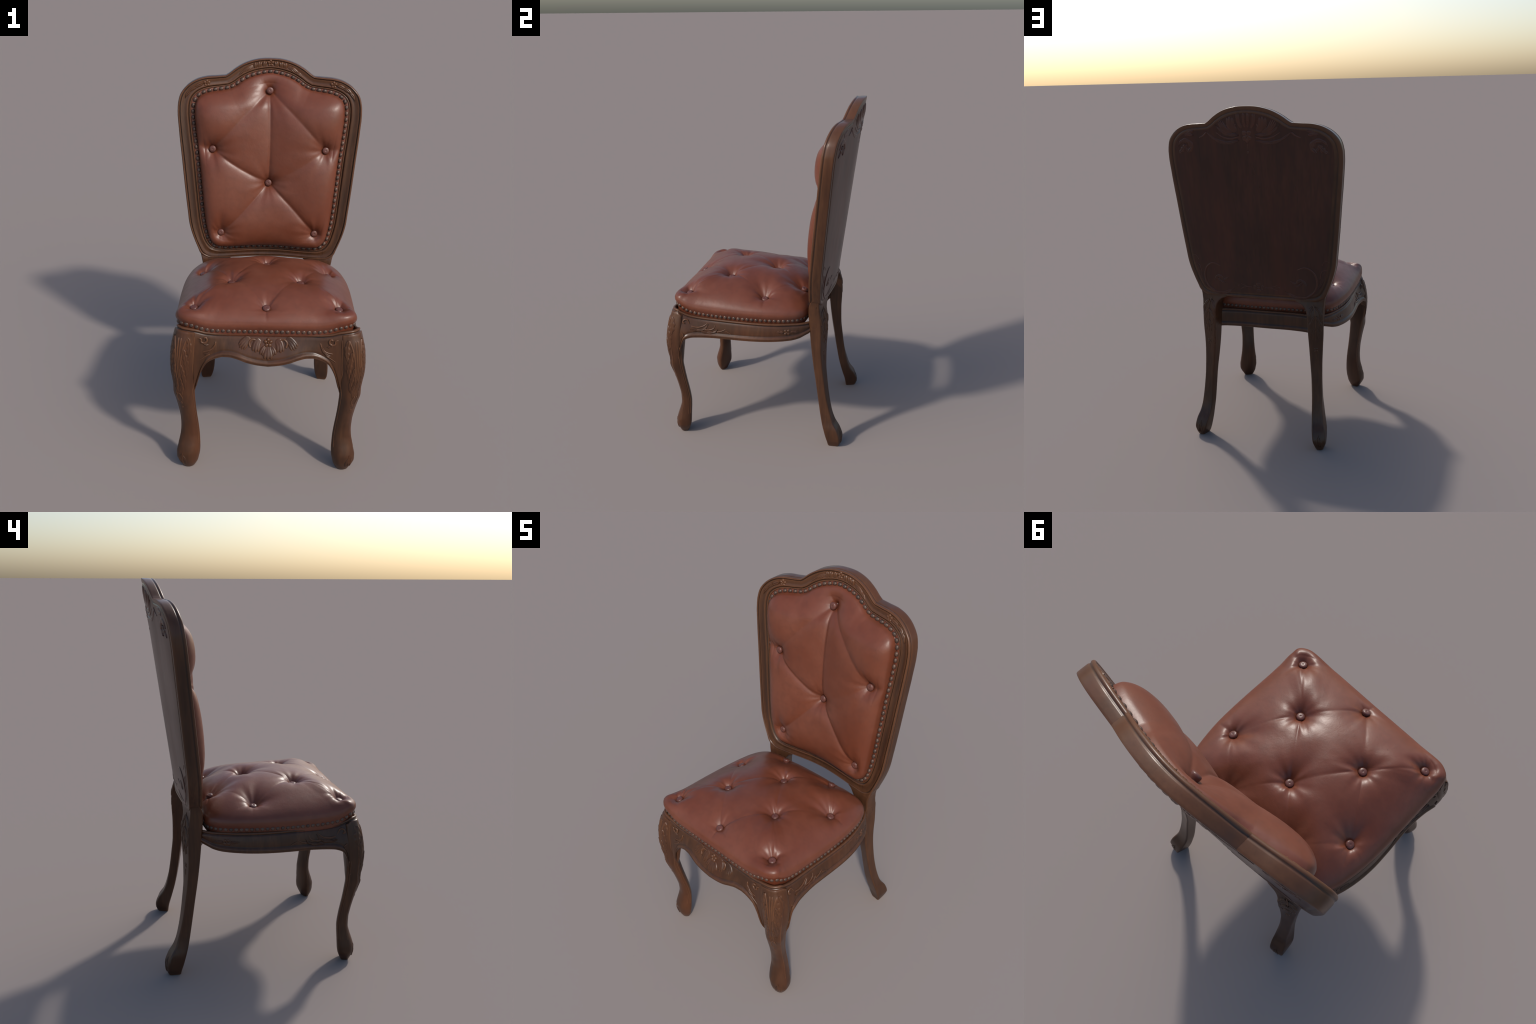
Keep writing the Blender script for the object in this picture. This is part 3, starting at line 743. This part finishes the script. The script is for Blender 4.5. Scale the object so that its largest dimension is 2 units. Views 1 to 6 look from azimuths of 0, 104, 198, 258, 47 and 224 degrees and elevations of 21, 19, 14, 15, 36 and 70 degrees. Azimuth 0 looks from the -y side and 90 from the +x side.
for sx in (1, -1):
    V = []
    for z in RZ:
        r = rear_ring(z); V.append(np.column_stack([sx*r[:, 0], r[:, 1], np.full(len(r), z)]))
    n = len(r); V = np.concatenate(V)
    F = grid_faces(len(RZ), n, wrap_v=True) + [tuple(range(n)), tuple(range((len(RZ)-1)*n, len(RZ)*n))]
    ob = new_mesh("rear_leg", V, F, WOOD, chair); recalc(ob); ob.data.set_sharp_from_angle(angle=math.radians(55))
    class Sgn(Surface):
        def __call__(self, u, v, h): return Surface.__call__(self, u, v, np.asarray(h) * (-1 if sx > 0 else 1))
    S = Sgn(rear_face(sx)); P = Patch()
    for s in (-1, 1):
        P.add(*leaf(S, [(s*.006, .845), (s*.022, .82), (s*.031, .77), (s*.020, .745)], .011, .005, 3))
        P.add(*leaf(S, [(s*.004, .79), (s*.018, .76), (s*.028, .71), (s*.016, .685)], .012, .005, 3))
        P.add(*leaf(S, [(s*.003, .72), (s*.012, .69), (s*.018, .65)], .009, .004, 2))
    P.add(*tube(S, [(0, .86), (0, .74), (0, .64)], .003, .0015))
    flower(P, S, 0, .585, .014, .004, 4, math.pi/4)
    P.add(*tube(S, [(0, .565), (0, .53)], .0022, .001))
    for s in (-1, 0, 1):
        P.add(*leaf(S, [(s*.014, .022), (s*.012, .06), (s*.004, .095 - abs(s)*.014)], .008, .004, 1, n=16))
    P.build("leg_carving", WOOD, ob)

# ================================================================== SEAT CUSHION
CO = [(0, -.507), (.13, -.5075), (.25, -.507), (.34, -.503), (.398, -.4925), (.434, -.468), (.4505, -.418), (.4525, -.35), (.4545, -.26), (.4570, -.16), (.4570, -.05), (.4530, .04), (.4430, .12),
      (.428, .19), (.400, .25), (.355, .288), (.28, .303), (.15, .307), (0, .308)]
ch = spline(CO, 260, mirror_ends=((-.13, -.5075), (-.15, .307)))
CO2 = np.vstack([ch, ch[1:-1][::-1]*np.array([-1, 1])]); NC = len(CO2)
tn = np.roll(CO2, -1, 0) - np.roll(CO2, 1, 0); tn /= np.linalg.norm(tn, axis=1, keepdims=True)
CN = np.stack([tn[:, 1], -tn[:, 0]], 1)
CSH = -.003
lz = lip_z(CO2[:, 0], CO2[:, 1])
SB = [(-.357, -.411), (0, -.432), (.358, -.409), (-.180, -.207), (.176, -.204), (-.346, .041), (0, .042), (.340, .041), (-.174, .240), (.174, .240)]
SZ = [.890, .9035, .890, .940, .940, .882, .941, .882, .896, .896]
SF = [(0, 3, .034, .026), (1, 3, .026, .030), (1, 4, .026, .030), (2, 4, .026, .026), (3, 5, .026, .028), (3, 6, .026, .030), (4, 6, .026, .030), (4, 7, .028, .028), (6, 8, .024, .028), (6, 9, .024, .028),
      (5, 8, .022, .026), (7, 9, .022, .026), (1, (0, -.52), .020, .012), (0, (-.42, -.47), .010, .012), (2, (.42, -.47), .010, .012), (5, (-.43, .06), .012, .014), (7, (.43, .06), .012, .014),
      (7, (.30, .12), .014, .012), (5, (-.30, .12), .014, .012), (8, (-.2, .31), .016, .014), (9, (.2, .31), .016, .014)]
wr_ = np.random.default_rng(21)
for k_, (bx, by) in enumerate(SB):                               # little random gathers round each button
    for a_ in wr_.uniform(0, 2*math.pi, 4):
        l_ = wr_.uniform(.05, .10); SF.append((k_, (bx + l_*math.cos(a_), by + l_*math.sin(a_)), wr_.uniform(.010, .022), wr_.uniform(.008, .014)))
V = []
for inset, up in [(.040, -.026), (.013, -.0225), (.0190, -.010), (.0165, .0), (.0150, .012), (.0120, .024), (.0070, .033), (.0035, .041), (.0022, .049), (.0028, .057), (.0050, .064)]:
    if up == -.0225: inset = (.027 - .013 * smooth(.38, .42, np.abs(CO2[:, 0])) * smooth(-.38, -.42, CO2[:, 1]))[:, None]   # ledge under the cover
    qx = CO2 - CN * inset
    V.append(np.stack([qx[:, 0] + CSH, qx[:, 1], lz + up], 1))
nside = len(V); rim = lz + .065
cc = np.array([0, -.09]); NRS = 130; fr = np.linspace(0, 1, NRS)
rr = 1 - fr ** 1.5; rr[-1] = .004
for r in rr[1:]:
    q = cc + r*(CO2 - CN*.0056 - cc); x, y = q[:, 0], q[:, 1]
    crown = .994 - .030*(x/.46)**2*smooth(-.25, .05, y) - .006*smooth(.05, .3, y)
    base_h = (crown - rim) * max(1 - r**2.3, 0) ** .66
    zt = rim + base_h
    # the tuft heights are absolute: pass as proud amounts against the same base
    pull = np.zeros_like(x)
    pull = tufting(x, y, base_h, SB, SF, [0]*10, .048, 5) if False else None
    tot = np.zeros_like(x)
    rng = np.random.default_rng(5)
    for (bx, by), bz in zip(SB, SZ):
        d = np.hypot(x-bx, y-by); an = np.arctan2(y-by, x-bx)
        wr = 1 + .12*np.cos(3*an + rng.uniform(0, 6)) + .09*np.cos(5*an + rng.uniform(0, 6)) + .05*np.cos(10*an + rng.uniform(0, 6)) + .30*np.cos(an + 1.57)
        tot += (np.maximum(zt - (bz - .007), .006)*np.exp(-np.maximum(d - .015, 0)/(.036*wr)))**3
    for i, j, depth, width in SF:
        b_ = SB[j] if isinstance(j, int) else j
        d, t, side = seg_dist(x, y, SB[i], b_)
        ends = 1 - .80*np.sin(math.pi*np.clip(t, 0, 1)) if isinstance(j, int) else np.clip(1-t, 0, 1)**.8
        dd = np.sqrt(d*d + .0022**2) - .0022
        tot += (.8*depth*ends*(.72*np.exp(-dd/(width*1.1)) + .28*np.exp(-dd/.006)))**3
    h = zt - np.cbrt(tot) * (min(1, (1-r)/.08) ** .8)
    bulge = 0
    V.append(np.stack([x + CSH, y, np.maximum(h, rim - .004)], 1))
V = np.concatenate(V); nr = nside + len(rr) - 1
F = grid_faces(nr, NC, wrap_v=True); V = np.vstack([V, [V[-NC:].mean(0)]]); c0 = (nr-1)*NC
F += [(c0+j, len(V)-1, c0+(j+1) % NC) for j in range(NC)]
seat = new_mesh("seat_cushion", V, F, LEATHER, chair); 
if seat.data.polygons[-1].normal.z < 0: seat.data.flip_normals()

for (bx, by), bz in zip(SB, SZ):
    d = .03; VV = V
    def zat(x, y): return VV[np.argmin((VV[nside*NC:, 0]-x)**2 + (VV[nside*NC:, 1]-y)**2) + nside*NC][2]
    gx = np.clip((zat(bx+.05, by) - zat(bx-.05, by))/.1, -.5, .5); gy = np.clip((zat(bx, by+.05) - zat(bx, by-.05))/.1, -.5, .5)
    place(BUTTON_ME, "button", (bx + CSH, by, bz - .001), (-gx + RNG.uniform(-.06, .06), -gy + RNG.uniform(-.06, .06), 1), seat)
qn = CO2 - CN * .0150
L3 = np.stack([qn[:, 0] + CSH, qn[:, 1], lz + .0185], 1)
for p, t in zip(*along(L3, .0262)):
    nrm = Vector((t[1], -t[0], 0)).normalized() + Vector((0, 0, .05 + RNG.uniform(-.05, .05)))
    k = RNG.uniform(.95, 1.05)
    place(NAIL_ME, "nail", p, nrm, seat, t, (1.12*k, 1.12*k, .95*k))
